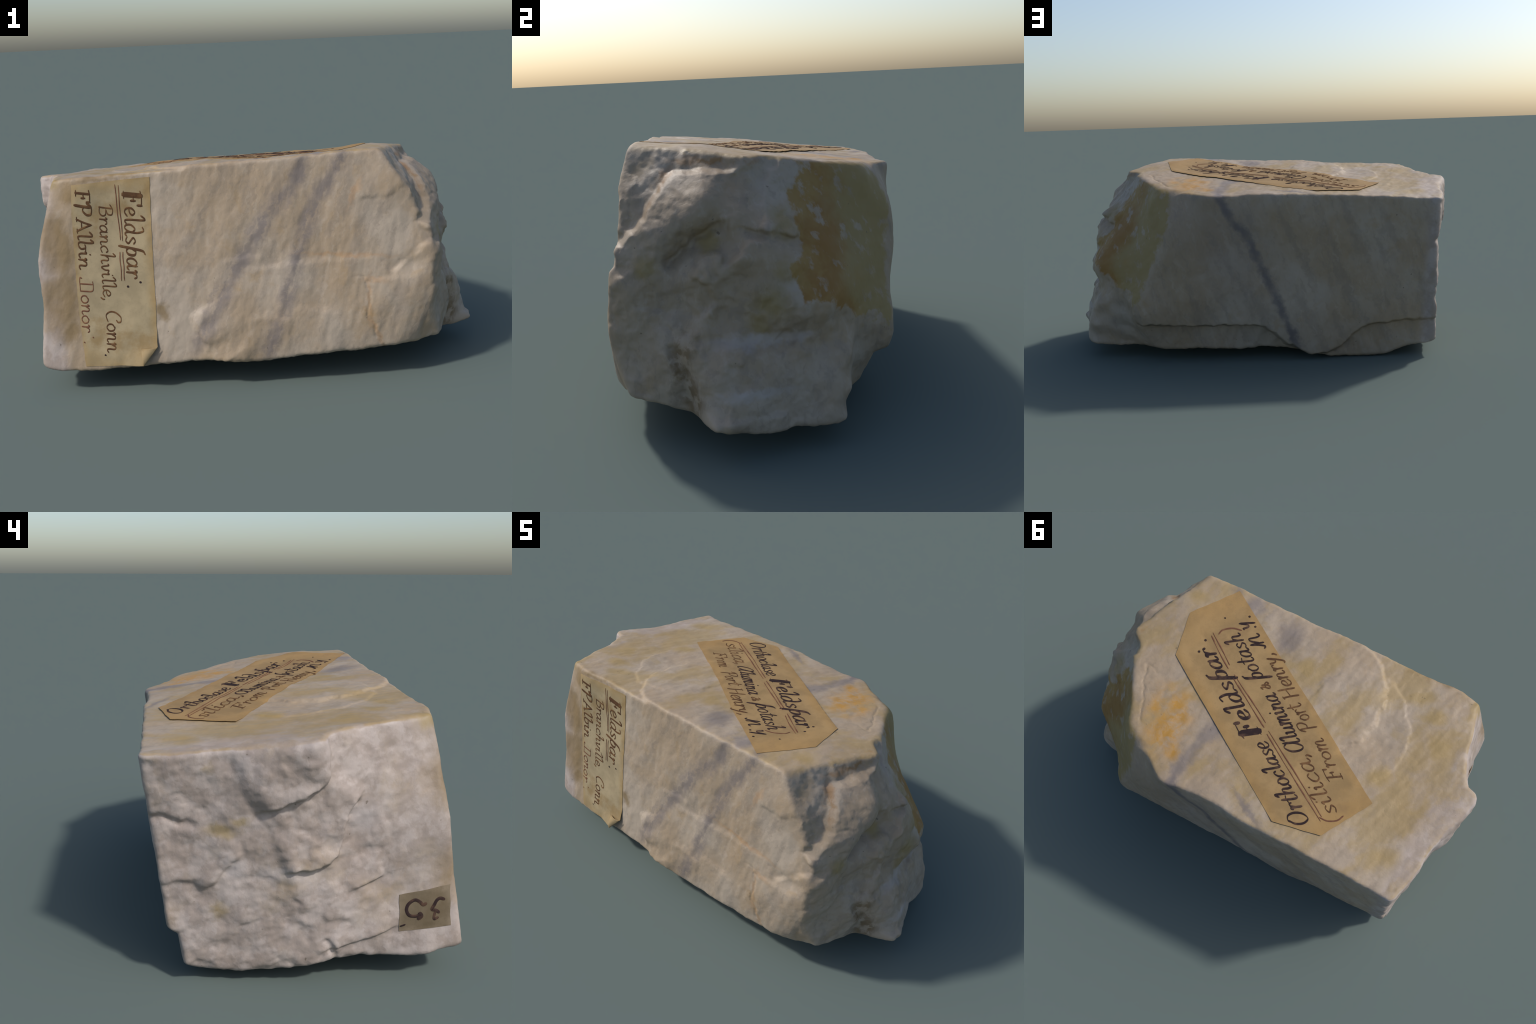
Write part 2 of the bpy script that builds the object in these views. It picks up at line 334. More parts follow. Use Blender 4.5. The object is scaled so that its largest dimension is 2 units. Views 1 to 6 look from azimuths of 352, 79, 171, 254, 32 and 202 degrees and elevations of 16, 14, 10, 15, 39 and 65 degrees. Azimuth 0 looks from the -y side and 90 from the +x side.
# ------------------------------------------------------------------ materials
class Nodes:
    """Small helper to write node trees as expressions."""
    def __init__(self, name):
        self.material = bpy.data.materials.new(name)
        self.material.use_nodes = True
        self.tree = self.material.node_tree
        self.bsdf = self.tree.nodes["Principled BSDF"]
        tc = self.tree.nodes.new("ShaderNodeTexCoord")
        self.P = tc.outputs["Object"]

    def put(self, socket, value):
        if isinstance(value, bpy.types.NodeSocket):
            self.tree.links.new(value, socket)
        elif isinstance(value, (tuple, list)) and len(value) == 3 and socket.type == "RGBA":
            socket.default_value = (*value, 1)
        else:
            socket.default_value = value

    def math(self, op, a, b=0.0, c=0.0, clamp=False):
        n = self.tree.nodes.new("ShaderNodeMath"); n.operation = op; n.use_clamp = clamp
        for k, v in enumerate((a, b, c)): self.put(n.inputs[k], v)
        return n.outputs[0]

    def add(self, a, b): return self.math("ADD", a, b)
    def mul(self, a, b): return self.math("MULTIPLY", a, b)

    def vec(self, op, a, b=(0, 0, 0)):
        n = self.tree.nodes.new("ShaderNodeVectorMath"); n.operation = op
        self.put(n.inputs[0], a)
        if op == "SCALE": self.put(n.inputs["Scale"], b)
        else: self.put(n.inputs[1], b)
        return n.outputs["Value"] if op in ("LENGTH", "DOT_PRODUCT", "DISTANCE") else n.outputs[0]

    def place(self, v, loc=(0, 0, 0), rot=(0, 0, 0), scale=(1, 1, 1), kind="TEXTURE"):
        n = self.tree.nodes.new("ShaderNodeMapping"); n.vector_type = kind
        self.put(n.inputs[0], v)
        n.inputs[1].default_value, n.inputs[2].default_value, n.inputs[3].default_value = loc, rot, scale
        return n.outputs[0]

    def noise(self, v, scale, detail=4, rough=.55, color=False, warp=0.0):
        n = self.tree.nodes.new("ShaderNodeTexNoise")
        self.put(n.inputs["Vector"], v)
        n.inputs["Scale"].default_value, n.inputs["Detail"].default_value = scale, detail
        n.inputs["Roughness"].default_value, n.inputs["Distortion"].default_value = rough, warp
        return n.outputs["Color" if color else "Fac"]

    def ramp(self, v, lo, hi, a=0.0, b=1.0):
        n = self.tree.nodes.new("ShaderNodeMapRange"); n.interpolation_type = "SMOOTHSTEP"
        self.put(n.inputs[0], v)
        for k, x in enumerate((lo, hi, a, b)): n.inputs[k + 1].default_value = x
        return n.outputs[0]

    def mix(self, fac, a, b):
        n = self.tree.nodes.new("ShaderNodeMix"); n.data_type = "RGBA"
        self.put(n.inputs[0], fac); self.put(n.inputs[6], a); self.put(n.inputs[7], b)
        return n.outputs[2]

    def blob(self, v, at, radii, rot=(0, 0, 0), soft=.5):
        """1 inside an ellipsoid at 'at', fading to 0 outside."""
        return self.ramp(self.vec("LENGTH", self.place(v, at, rot, radii)), 1 + soft, 1 - soft)

    def top(self, *masks):
        out = masks[0]
        for m in masks[1:]: out = self.math("MAXIMUM", out, m)
        return out

    def plane(self, v, n, off):
        """Signed height above the plane n.p = off (n need not be unit)."""
        return self.math("SUBTRACT", self.vec("DOT_PRODUCT", v, n), off)

    def strip(self, v, a, b, thick, depth_axis, depth=.12, soft=.6):
        """Streak from a to b (points in space), thick across, deep along depth_axis."""
        a, b = Vector(a), Vector(b)
        d = b - a
        mid = (a + b) / 2
        x = d.normalized()
        y = Vector(depth_axis).normalized(); y = (y - x * y.dot(x)).normalized()
        z = x.cross(y)
        from mathutils import Matrix
        rot = Matrix((x, y, z)).transposed().to_euler()
        return self.blob(v, tuple(mid), (d.length * .62, depth, thick), tuple(rot), soft)

    def finish(self, color, rough=.6, bump=None, strength=.2, distance=.01, spec=.3):
        self.put(self.bsdf.inputs["Base Color"], color)
        self.put(self.bsdf.inputs["Roughness"], rough)
        self.bsdf.inputs["Specular IOR Level"].default_value = spec
        if bump is not None:
            b = self.tree.nodes.new("ShaderNodeBump")
            b.inputs["Strength"].default_value, b.inputs["Distance"].default_value = strength, distance
            self.put(b.inputs["Height"], bump)
            self.tree.links.new(b.outputs[0], self.bsdf.inputs["Normal"])
        return self.material


def stone_material():
    N = Nodes("feldspar")
    P = N.P
    wob = N.vec("SCALE", N.vec("SUBTRACT", N.noise(P, 6, 5, .6, True), (.5, .5, .5)), .16)
    Q = N.vec("ADD", P, wob)                                   # warped space: ragged stain edges
    fine = N.vec("SCALE", N.vec("SUBTRACT", N.noise(P, 28, 3, .6, True), (.5, .5, .5)), .05)
    Q2 = N.vec("ADD", P, fine)
    # cleavage grain: streaks that lean like the veins
    grain_space = N.place(Q2, rot=(0, math.radians(22), 0), scale=(.16, .16, .8))
    grain = N.noise(grain_space, 2.6, 6, .62)
    grain_fine = N.noise(N.place(Q2, rot=(0, math.radians(12), 0), scale=(.045, .045, .30)), 2.2, 4, .6)
    clouds = N.noise(Q, 3.2, 5, .55)
    cream, white, grey, honey = (.305, .232, .158), (.345, .286, .225), (.195, .162, .132), (.285, .19, .088)
    col = N.mix(N.ramp(clouds, .40, .66), cream, white)
    col = N.mix(N.mul(N.ramp(grain, .52, .36), .40), col, grey)
    col = N.mix(N.mul(N.ramp(grain, .56, .72), .5), col, (.385, .318, .255))
    col = N.mix(N.mul(N.ramp(grain_fine, .52, .74), .45), col, (.37, .305, .235))
    col = N.mix(N.mul(N.ramp(grain_fine, .46, .28), .35), col, (.205, .165, .125))
    col = N.mix(N.mul(N.ramp(N.noise(Q, 7.5, 4, .6), .56, .72), .35), col, honey)

    end_h = N.plane(P, (1, -.181, .037), -.874)                                # depth behind the rough end
    fresh = N.mul(N.ramp(end_h, .10, .045), N.ramp(N.noise(Q, 4, 4), .25, .5))
    col = N.mix(N.mul(fresh, .7), col, N.mix(N.ramp(N.noise(Q2, 12, 4, .6), .40, .62), (.280, .236, .222), (.395, .346, .334)))
    top_h = N.math("SUBTRACT", .9193, N.plane(P, (-.0424, .1222, 1), 0))        # depth under the top
    geo = N.tree.nodes.new("ShaderNodeNewGeometry")
    on_top = N.mul(N.ramp(top_h, .035, .018), N.ramp(N.vec("DOT_PRODUCT", geo.outputs["Normal"], (0, 0, 1)), .55, .85))   # film lies on the cleavage only
    col = N.mix(N.mul(on_top, .35), col, (.30, .222, .142))
    # iron-yellow film on the top cleavage
    yel = N.math("MAXIMUM", N.mul(N.ramp(N.noise(N.place(Q, rot=(0, 0, math.radians(58)), scale=(1.5, .8, 1)), 5.0, 4, .55), .42, .62), .8),
                 N.top(*[N.blob(Q, (x, y, .9), (r, r * .8, .15), soft=.6) for x, y, r in ((-.66, .50, .075), (-.62, -.24, .06), (-.72, -.17, .06), (.48, -.40, .08), (-.10, -.225, .06), (-.79, -.05, .07), (-.57, .17, .06))]))
    col = N.mix(N.mul(N.mul(yel, on_top), .75), col, (.285, .195, .070))
    orange = N.top(N.blob(Q, (.40, .22, .89), (.10, .15, .12), (0, 0, .25), .6), N.blob(Q, (.345, .31, .88), (.06, .07, .1), soft=.5))
    orange = N.mul(orange, N.ramp(N.noise(Q2, 13, 5, .7), .30, .66))
    col = N.mix(N.mul(N.mul(orange, on_top), 1.0), col, (.36, .190, .038))
    # grey-violet veins: two on the front running over the top edge, one on the back, one on the top
    vein_col, dark_vein = (.152, .130, .124), (.085, .080, .094)
    front = (0, 1, .1)
    v1 = [(.17, -.47, .97), (.112, -.47, .858), (.0, -.48, .75), (-.075, -.50, .62), (-.177, -.50, .476), (-.25, -.51, .357), (-.33, -.52, .20)]
    v2 = [(.335, -.5, 1.0), (.286, -.5, .904), (.21, -.51, .80), (.135, -.52, .62), (.09, -.53, .482), (.045, -.54, .343), (-.045, -.55, .12)]
    veins = N.top(*[N.strip(Q2, a, b, t, front, .10, .7) for line, t in ((v1, .034), (v2, .032)) for a, b in zip(line[:-1], line[1:])])
    veins = N.mul(veins, N.ramp(N.noise(grain_space, 5, 4, .6), .30, .58, .25, 1.0))
    col = N.mix(N.mul(veins, .8), col, vein_col)
    vb = [(.285, .49, .87), (.224, .48, .745), (.146, .47, .650), (.099, .46, .527), (.03, .45, .37), (-.03, .44, .22), (-.09, .43, .08)]
    back_vein = N.top(*[N.strip(Q2, a, b, .020, (0, 1, 0), .09, .8) for a, b in zip(vb[:-1], vb[1:])])
    col = N.mix(N.mul(back_vein, .75), col, dark_vein)
    col = N.mix(N.mul(N.blob(Q, (.26, .50, .62), (.20, .12, .30), (0, .5, 0), .7), .28), col, vein_col)
    tv = N.top(N.strip(Q2, (.16, .15, .9), (.225, .27, .89), .035, (0, 0, 1), .06, .7), N.strip(Q2, (.225, .27, .89), (.275, .44, .87), .028, (0, 0, 1), .06, .7),
               N.strip(Q2, (-.14, .53, .85), (-.02, .44, .87), .014, (0, 0, 1), .05, .7), N.blob(Q, (.02, -.33, .96), (.05, .09, .05), soft=.7), N.blob(Q, (.24, -.42, .97), (.04, .07, .05), soft=.7))
    col = N.mix(N.mul(N.mul(tv, on_top), .7), col, vein_col)
    # ochre film on the angled facet of the broken end
    xyz = N.tree.nodes.new("ShaderNodeSeparateXYZ"); N.put(xyz.inputs[0], Q2)
    x, y, z = xyz.outputs
    ragged = N.add(N.mul(N.math("SUBTRACT", N.noise(P, 11, 5, .65), .5), .15), N.mul(N.math("SUBTRACT", N.noise(P, 4.5, 3, .5), .5), .34))
    lower = N.add(N.math("SUBTRACT", z, N.math("MULTIPLY_ADD", y, -.65, .535)), ragged)
    side = N.math("SUBTRACT", N.math("SUBTRACT", y, N.math("MULTIPLY_ADD", z, .27, -.215)), ragged)
    facet = N.mul(N.mul(N.ramp(lower, -.012, .012), N.ramp(side, -.012, .015)), N.mul(N.mul(N.ramp(x, .495, .515), N.ramp(N.math("ADD", x, N.mul(z, .404)), .812, .830)), N.ramp(top_h, .016, .026)))
    ochre = N.mix(N.ramp(N.noise(Q, 5, 4, .6), .42, .6), (.278, .168, .045), (.235, .118, .020))
    ochre = N.mix(N.ramp(N.math("ADD", y, N.mul(N.noise(Q, 6, 3), .25)), .24, .36), ochre, (.262, .188, .072))
    speck = N.ramp(N.noise(N.place(P, rot=(.5, 0, 0), scale=(.7, .7, 1)), 14, 4, .6), .53, .66)
    facet_on = N.mul(facet, N.math("SUBTRACT", 1.0, N.mul(speck, .75)))
    col = N.mix(N.mul(facet_on, .92), col, ochre)
    # rust along the cracks and round the glued paper
    rust = N.top(N.strip(Q2, (.19, -.55, .572), (.46, -.58, .556), .009, front, .08, .8), N.strip(Q2, (.41, -.58, .45), (.405, -.60, .30), .008, front, .08, .8), N.strip(Q2, (.405, -.60, .30), (.475, -.62, .14), .008, front, .08, .8),
                 N.strip(Q2, (.39, -.53, .87), (.345, -.54, .78), .012, front, .08, .8), N.strip(Q2, (.40, -.58, .46), (.47, -.59, .455), .009, front, .08, .8))
    pocket = N.top(N.strip(Q2, (.66, -.47, .81), (.62, -.40, .92), .020, (1, -.6, 0), .06, .7), N.strip(Q2, (.62, -.36, .945), (.69, -.14, .94), .012, (1, -.6, 0), .05, .8))
    col = N.mix(N.mul(N.mul(pocket, N.ramp(N.noise(Q2, 14, 4), .34, .58)), .75), col, (.25, .125, .038))
    col = N.mix(N.mul(rust, .32), col, (.33, .165, .05))
    glue = N.top(N.blob(Q, (-.90, -.36, .68), (.075, .08, .16), soft=.5), N.blob(Q, (-.90, -.38, .42), (.09, .08, .14), soft=.5), N.blob(Q, (-.86, -.40, .30), (.05, .08, .06), soft=.5),
                 N.blob(Q, (-.475, -.46, .355), (.03, .06, .035), soft=.5), N.blob(Q, (-.82, -.35, .88), (.06, .04, .05), soft=.6), N.blob(Q, (-.66, -.36, .925), (.14, .03, .02), soft=.6))
    col = N.mix(N.mul(glue, .7), col, (.175, .115, .045))
    # dirt in the cleft of the broken end, yellow and white spots on the rough end
    dirt = N.mul(N.top(N.blob(Q, (.83, -.42, .30), (.07, .05, .11), soft=.7), N.blob(Q, (.86, -.39, .17), (.05, .04, .07), soft=.7)), N.ramp(N.noise(Q2, 18, 3), .38, .6))
    col = N.mix(N.mul(dirt, .8), col, (.13, .082, .035))
    spots = N.top(*[N.blob(Q2, p, (.05, ra, rb), soft=.7) for p, ra, rb in (((-.80, .44, .776), .02, .02), ((-.84, .40, .565), .05, .022), ((-.86, .345, .60), .025, .015), ((-.85, .41, .28), .025, .03), ((-.89, -.29, .905), .03, .025),
                    ((.75, -.51, .62), .035, .035), ((.80, -.30, .70), .03, .04), ((.92, -.17, .43), .04, .05), ((.86, -.08, .60), .04, .04), ((.79, -.06, .74), .05, .05), ((.90, -.12, .50), .06, .05))])
    col = N.mix(N.mul(spots, .55), col, (.235, .165, .04))
    pale = N.top(*[N.blob(Q2, p, (.06, ra, rb), soft=.7) for p, ra, rb in (((-.86, .36, .435), .03, .035), ((-.88, .16, .42), .09, .03), ((-.93, -.05, .60), .05, .05), ((.90, -.16, .38), .15, .02), ((.95, -.2, .22), .12, .015))])
    col = N.mix(N.mul(pale, .5), col, (.40, .365, .36))
    pits = N.ramp(N.noise(P, 42, 2, .5), .745, .79)
    col = N.mix(N.mul(pits, .6), col, (.10, .075, .05))
    bump = N.add(N.mul(grain_fine, .6), N.mul(N.noise(P, 55, 4, .6), .5))
    rough = N.ramp(grain, .3, .7, .62, .50)
    return N.finish(col, rough, bump, .22, .008, .3)


def paper_material(name, base, edge, stain, origin, rot, half):
    """Aged paper: fibre mottling, browner rim and a few spots.  origin/rot/half place its rectangle."""
    N = Nodes(name)
    P = N.P
    L = N.place(P, origin, rot, half)                          # -1..1 over the sheet
    xyz = N.tree.nodes.new("ShaderNodeSeparateXYZ"); N.put(xyz.inputs[0], L)
    rim = N.math("MAXIMUM", N.math("ABSOLUTE", xyz.outputs[0]), N.math("ABSOLUTE", xyz.outputs[1]))
    rim = N.math("ADD", rim, N.mul(N.math("SUBTRACT", N.noise(P, 9, 4), .5), .5))
    col = N.mix(N.ramp(N.noise(P, 11, 5, .6), .38, .66), base, tuple(c * .80 for c in base))
    col = N.mix(N.mul(N.ramp(rim, .70, 1.05), .65), col, edge)
    col = N.mix(N.mul(N.ramp(N.noise(P, 6.5, 5, .62), .52, .70), .75), col, stain)
    col = N.mix(N.mul(N.ramp(N.noise(P, 120, 2, .5), .55, .75), .22), col, tuple(c * .6 for c in base))
    bump = N.add(N.noise(P, 160, 3), N.mul(N.noise(P, 14, 3), 1.5))
    return N.finish(col, .75, bump, .12, .003, .2)


def ink_material(name, color, faded):
    N = Nodes(name)
    col = N.mix(N.ramp(N.noise(N.P, 26, 3, .6), .45, .70), color, faded)
    return N.finish(col, .95, None, spec=.03)


# ------------------------------------------------------------------ build
specimen = bpy.data.objects.new("feldspar_specimen", None)
bpy.context.scene.collection.objects.link(specimen)
specimen["label"] = "pale feldspar rock block with old handwritten paper labels"
specimen["category"] = "mineral rock"

verts, quads = build_stone()
mesh_object("rock_body", verts, quads, stone_material(), specimen)
surface = BVHTree.FromPolygons([tuple(v) for v in verts[:]], [tuple(q) for q in quads.tolist()], all_triangles=False)

# ---- paper: local (u, v) on a sheet -> point on the stone, seen along the face's axis
def interp(table, v):
    return float(np.interp(v, [t[0] for t in table], [t[1] for t in table]))


class Sheet:
    """Paper bounded left and right by tables (v, u); laid on the stone along 'inward'."""
    def __init__(self, name, frame, inward, left, right, material, nu=90, nv=60, lift=.0018, curl=None, skew=None, thick=.0012):
        self.frame, self.inward, self.left, self.right = frame, Vector(inward), left, right
        v0, v1 = left[0][0], left[-1][0]
        self.v0, self.v1, self.nu, self.nv = v0, v1, nu, nv
        self.skew = skew or (lambda a, b: (0, 0))
        depth = np.zeros((nv + 1, nu + 1)); uv = np.zeros((nv + 1, nu + 1, 2))
        for j in range(nv + 1):
            v = v0 + (v1 - v0) * j / nv
            l, r = interp(left, v), interp(right, v)
            for i in range(nu + 1):
                a = i / nu
                du, dv = self.skew(a, j / nv)
                edge = .0008 * math.sin(v * 91 + 3) * (1 if i in (0, nu) else 0)
                uv[j, i] = (l + (r - l) * a + du + edge, v + dv)
                depth[j, i] = self.cast(*uv[j, i])
        bad = depth > 5
        depth[bad] = np.median(depth[~bad])
        d = depth.copy()
        for k in range(60):                                     # paper bridges the small hollows
            p = np.pad(d, 1, mode="edge")
            d = np.minimum(depth, (p[1:-1, :-2] + p[1:-1, 2:] + p[:-2, 1:-1] + p[2:, 1:-1] + d * 0) / 4)
        near = np.minimum(np.minimum(*np.ogrid[:nv + 1, :nu + 1]), np.minimum(nv - np.arange(nv + 1)[:, None], nu - np.arange(nu + 1)[None]))
        d = depth + (d - depth) * smooth((near + 1) / 8)        # the rim is pressed on to the stone
        d -= lift
        for j in range(nv + 1):
            for i in range(nu + 1):
                if curl: d[j, i] -= curl(i / nu, j / nv)
        self.depth, self.uv = d, uv
        top = [self.point(*uv[j, i], d[j, i]) for j in range(nv + 1) for i in range(nu + 1)]
        low = [p + self.inward * thick for p in top]
        n, w = len(top), nu + 1
        faces = []
        for j in range(nv):
            for i in range(nu):
                q = (j * w + i, j * w + i + 1, (j + 1) * w + i + 1, (j + 1) * w + i)
                faces.append(q); faces.append(tuple(n + k for k in reversed(q)))
        ring = [i for i in range(nu)] + [j * w + nu for j in range(nv)] + [nv * w + i for i in range(nu, 0, -1)] + [j * w for j in range(nv, 0, -1)]
        for a, b in zip(ring, ring[1:] + ring[:1]):
            faces.append((b, a, n + a, n + b))
        self.object = mesh_object(name, [tuple(p) for p in top + low], faces, material, specimen)
        self.object.data.set_sharp_from_angle(angle=math.radians(40))

    def base(self, u, v):
        return Vector(self.frame(u, v)) - self.inward * 1.5

    def cast(self, u, v):
        hit = surface.ray_cast(self.base(u, v), self.inward, 3)
        return hit[3] if hit[0] is not None else 9.0

    def point(self, u, v, d):
        return self.base(u, v) + self.inward * d

    def on_paper(self, u, v, proud):
        """Point 'proud' above the paper at (u, v), by bilinear look-up of the sheet's depth."""
        w = v
        for _ in range(3):                                       # undo the skew
            l, r = interp(self.left, w), interp(self.right, w)
            w = v - self.skew(min(max((u - l) / (r - l), 0), 1), min(max((w - self.v0) / (self.v1 - self.v0), 0), 1))[1]
        jf = min(max((w - self.v0) / (self.v1 - self.v0), 0), .9999) * self.nv
        l, r = interp(self.left, w), interp(self.right, w)
        i_f = min(max((u - l) / (r - l), 0), .9999) * self.nu
        j, i = int(jf), int(i_f); b, a = jf - j, i_f - i
        d = self.depth
        dd = (d[j, i] * (1 - a) + d[j, i + 1] * a) * (1 - b) + (d[j + 1, i] * (1 - a) + d[j + 1, i + 1] * a) * b
        return self.point(u, v, dd - proud)


# ---- handwriting: each letter is a few pen strokes (x-height 1, ascender about 1.9)
LETTERS = {
    "O": (1.45, [[(.55, 1.85), (.15, 1.35), (.1, .6), (.45, .02), (.95, .3), (1.15, 1.0), (1.0, 1.65), (.6, 1.88), (.4, 1.75)]]),
    "r": (.68, [[(0, .85), (.14, 1.02), (.17, .5), (.15, 0)], [(.16, .5), (.33, .92), (.52, .98), (.62, .78)]]),
    "t": (.68, [[(.34, 1.65), (.28, .9), (.26, .25), (.4, 0), (.62, .14)], [(0, 1.12), (.35, 1.2), (.68, 1.12)]]),
    "h": (.92, [[(-.05, 1.6), (.2, 1.9), (.2, 1.2), (.12, 0)], [(.14, .5), (.38, .95), (.6, .88), (.6, .3), (.7, 0), (.9, .14)]]),
    "o": (.82, [[(.4, 1.0), (.1, .7), (.1, .25), (.36, 0), (.66, .3), (.62, .8), (.38, 1.0), (.28, .95)]]),
    "c": (.74, [[(.62, .78), (.45, 1), (.14, .75), (.06, .35), (.27, 0), (.64, .18)]]),
    "l": (.52, [[(-.12, 1.55), (.12, 1.88), (.22, 1.7), (.2, .4), (.28, .02), (.5, .14)]]),
    "a": (.95, [[(.62, .82), (.36, 1), (.08, .65), (.08, .18), (.3, 0), (.58, .4), (.64, .98)], [(.64, .98), (.62, .3), (.72, 0), (.93, .16)]]),
    "s": (.68, [[(.56, .82), (.34, 1), (.1, .8), (.3, .52), (.52, .26), (.32, 0), (.02, .14)]]),
    "e": (.74, [[(.06, .42), (.42, .5), (.58, .76), (.36, 1), (.08, .68), (.1, .18), (.36, 0), (.68, .22)]]),
    "F": (1.25, [[(.38, 1.8), (.34, .9), (.30, 0)], [(.02, 1.72), (.5, 1.84), (1.12, 1.8)], [(1.12, 1.82), (1.1, 1.4)], [(.34, .95), (.62, 1.0), (.78, .95)], [(.76, 1.15), (.76, .75)], [(.05, .02), (.6, .02)]]),
    "d": (.95, [[(.6, .8), (.36, 1), (.08, .65), (.08, .18), (.3, 0), (.58, .4), (.66, 1.2), (.5, 1.85), (.2, 1.75)], [(.62, .9), (.62, .25), (.74, 0), (.92, .14)]]),
    "p": (.92, [[(.62, 1.95), (.38, 1.7), (.24, .8), (.06, -.75)], [(.22, .6), (.46, .98), (.72, .8), (.68, .25), (.42, 0), (.2, .2)], [(.14, -.1), (.05, -.7)]]),
    "i": (.5, [[(0, .85), (.14, 1), (.14, .3), (.25, 0), (.46, .14)], [(.2, 1.45), (.23, 1.52)]]),
    "A": (1.4, [[(1.0, 1.4), (.62, 1.72), (.15, 1.2), (.12, .35), (.45, 0), (.9, .6), (1.06, 1.65)], [(1.06, 1.65), (.98, .35), (1.12, 0), (1.36, .18)]]),
    "Ʌ": (1.15, [[(.5, 1.85), (.32, .9), (.08, 0)], [(.5, 1.85), (.72, .9), (.98, 0)], [(.22, .62), (.82, .62)], [(-.1, .02), (.26, .02)], [(.8, .02), (1.14, .02)]]),
    "u": (.95, [[(0, .9), (.12, 1), (.12, .25), (.3, 0), (.58, .35), (.64, 1)], [(.64, 1), (.62, .25), (.74, 0), (.92, .14)]]),
    "m": (1.2, [[(0, .85), (.12, 1), (.1, 0)], [(.11, .5), (.32, 1), (.48, .85), (.47, 0)], [(.48, .5), (.7, 1), (.86, .85), (.85, .2), (.95, 0), (1.14, .14)]]),
    "n": (.9, [[(0, .85), (.12, 1), (.1, 0)], [(.11, .5), (.36, 1), (.56, .85), (.55, .2), (.66, 0), (.86, .14)]]),
    "&": (.95, [[(.1, .95), (.3, 1.1), (.32, .7), (.1, .2), (.3, 0), (.52, .35), (.56, .85)], [(.3, .5), (.6, .5), (.8, .2), (.66, 0), (.56, .2)]]),
    "P": (1.05, [[(.28, 1.75), (.2, .8), (.1, -.1)], [(-.1, 1.35), (.25, 1.85), (.85, 1.8), (.95, 1.3), (.6, .85), (.25, .92)]]),
    "H": (1.15, [[(.1, 1.75), (.12, .8), (.08, 0)], [(.88, 1.85), (.86, .9), (.84, 0)], [(.1, .9), (.88, 1.02)], [(-.06, 1.7), (.22, 1.78)]]),
    "y": (.85, [[(0, .95), (.12, .95), (.18, .35), (.42, .25), (.64, .98)], [(.66, 1.0), (.5, .2), (.16, -.75), (-.04, -.7)]]),
    "N": (1.3, [[(-.3, .25), (-.1, .02), (.1, .8), (.2, 1.7)], [(.2, 1.7), (.26, .8), (.26, 0)], [(.27, .5), (.55, 1.45), (.8, 1.5), (.84, .5), (1.0, .05), (1.2, .25)]]),
    "Y": (1.1, [[(.0, 1.6), (.14, 1.65), (.22, .95), (.5, .85), (.78, 1.65)], [(.82, 1.75), (.7, .8), (.55, -.1)]]),
    "B": (1.05, [[(.2, 1.8), (.16, .9), (.1, 0)], [(-.15, 1.55), (.3, 1.88), (.75, 1.75), (.72, 1.2), (.3, .95)], [(.3, .95), (.78, .85), (.88, .4), (.6, .02), (.05, .06)]]),
    "v": (.8, [[(0, .9), (.14, .98), (.22, .3), (.34, 0), (.56, .5), (.58, .98), (.78, .85)]]),
    "C": (1.1, [[(.8, 1.3), (.98, 1.5), (.9, 1.85), (.5, 1.85), (.12, 1.2), (.08, .5), (.4, 0), (.95, .2)]]),
    "D": (1.2, [[(.3, 1.7), (.28, .0)], [(-.2, .25), (-.15, .0), (.9, .02)], [(.05, 1.7), (.5, 1.75), (.86, 1.6), (.9, .8), (.88, .02)]]),
    "b": (.85, [[(-.05, 1.55), (.16, 1.88), (.2, 1.2), (.14, .2), (.36, 0), (.64, .3), (.56, .85), (.3, .8)], [(.56, .85), (.8, .85)]]),
    "(": (.6, [[(.55, 1.95), (.2, 1.4), (.12, .5), (.36, -.25)]]),
    ")": (.6, [[(.1, 1.95), (.45, 1.4), (.45, .4), (.05, -.3)]]),
    ".": (.4, [[(.1, .06), (.14, .12)]]),
    ",": (.4, [[(.16, .14), (.16, -.02), (.02, -.3)]]),
    "'": (.3, [[(.1, 1.35), (.13, 1.42)]]),
}


def curve_through(points, per=7):
    """Catmull-Rom samples through control points."""
    p = [np.array(q, float) for q in points]
    if len(p) == 2:
        return [p[0] + (p[1] - p[0]) * t for t in np.linspace(0, 1, per)]
    p = [2 * p[0] - p[1]] + p + [2 * p[-1] - p[-2]]
    out = []
    for a, b, c, d in zip(p[:-3], p[1:-2], p[2:-1], p[3:]):
        for t in np.linspace(0, 1, per, endpoint=False):
            out.append(.5 * (2 * b + (c - a) * t + (2 * a - 5 * b + 4 * c - d) * t * t + (3 * b - a - 3 * c + d) * t ** 3))
    out.append(p[-2])
    return out


def ink(sheet, name, strokes, material):
    """Strokes: lists of (u, v, half_width) on the sheet -> thin raised ink."""
    verts, faces = [], []
    for st in strokes:
        base = len(verts)
        n = len(st)
        for k, (u, v, w) in enumerate(st):
            a, b = st[max(k - 1, 0)], st[min(k + 1, n - 1)]
            t = np.array([b[0] - a[0], b[1] - a[1]]); t = t / (np.linalg.norm(t) + 1e-9)
            if k == 0: u, v = u - t[0] * w * .6, v - t[1] * w * .6
            if k == n - 1: u, v = u + t[0] * w * .6, v + t[1] * w * .6
            if k in (0, n - 1): w = w * .55
            for o, h in ((-1, .0005), (-.5, .0014), (.5, .0014), (1, .0005)):
                verts.append(tuple(sheet.on_paper(u - t[1] * w * o, v + t[0] * w * o, h)))
        for k in range(n - 1):
            for c in range(3):
                q = base + 4 * k + c
                faces.append((q, q + 4, q + 5, q + 1))
    ob = mesh_object(name, verts, faces, material, sheet.object)
    return ob


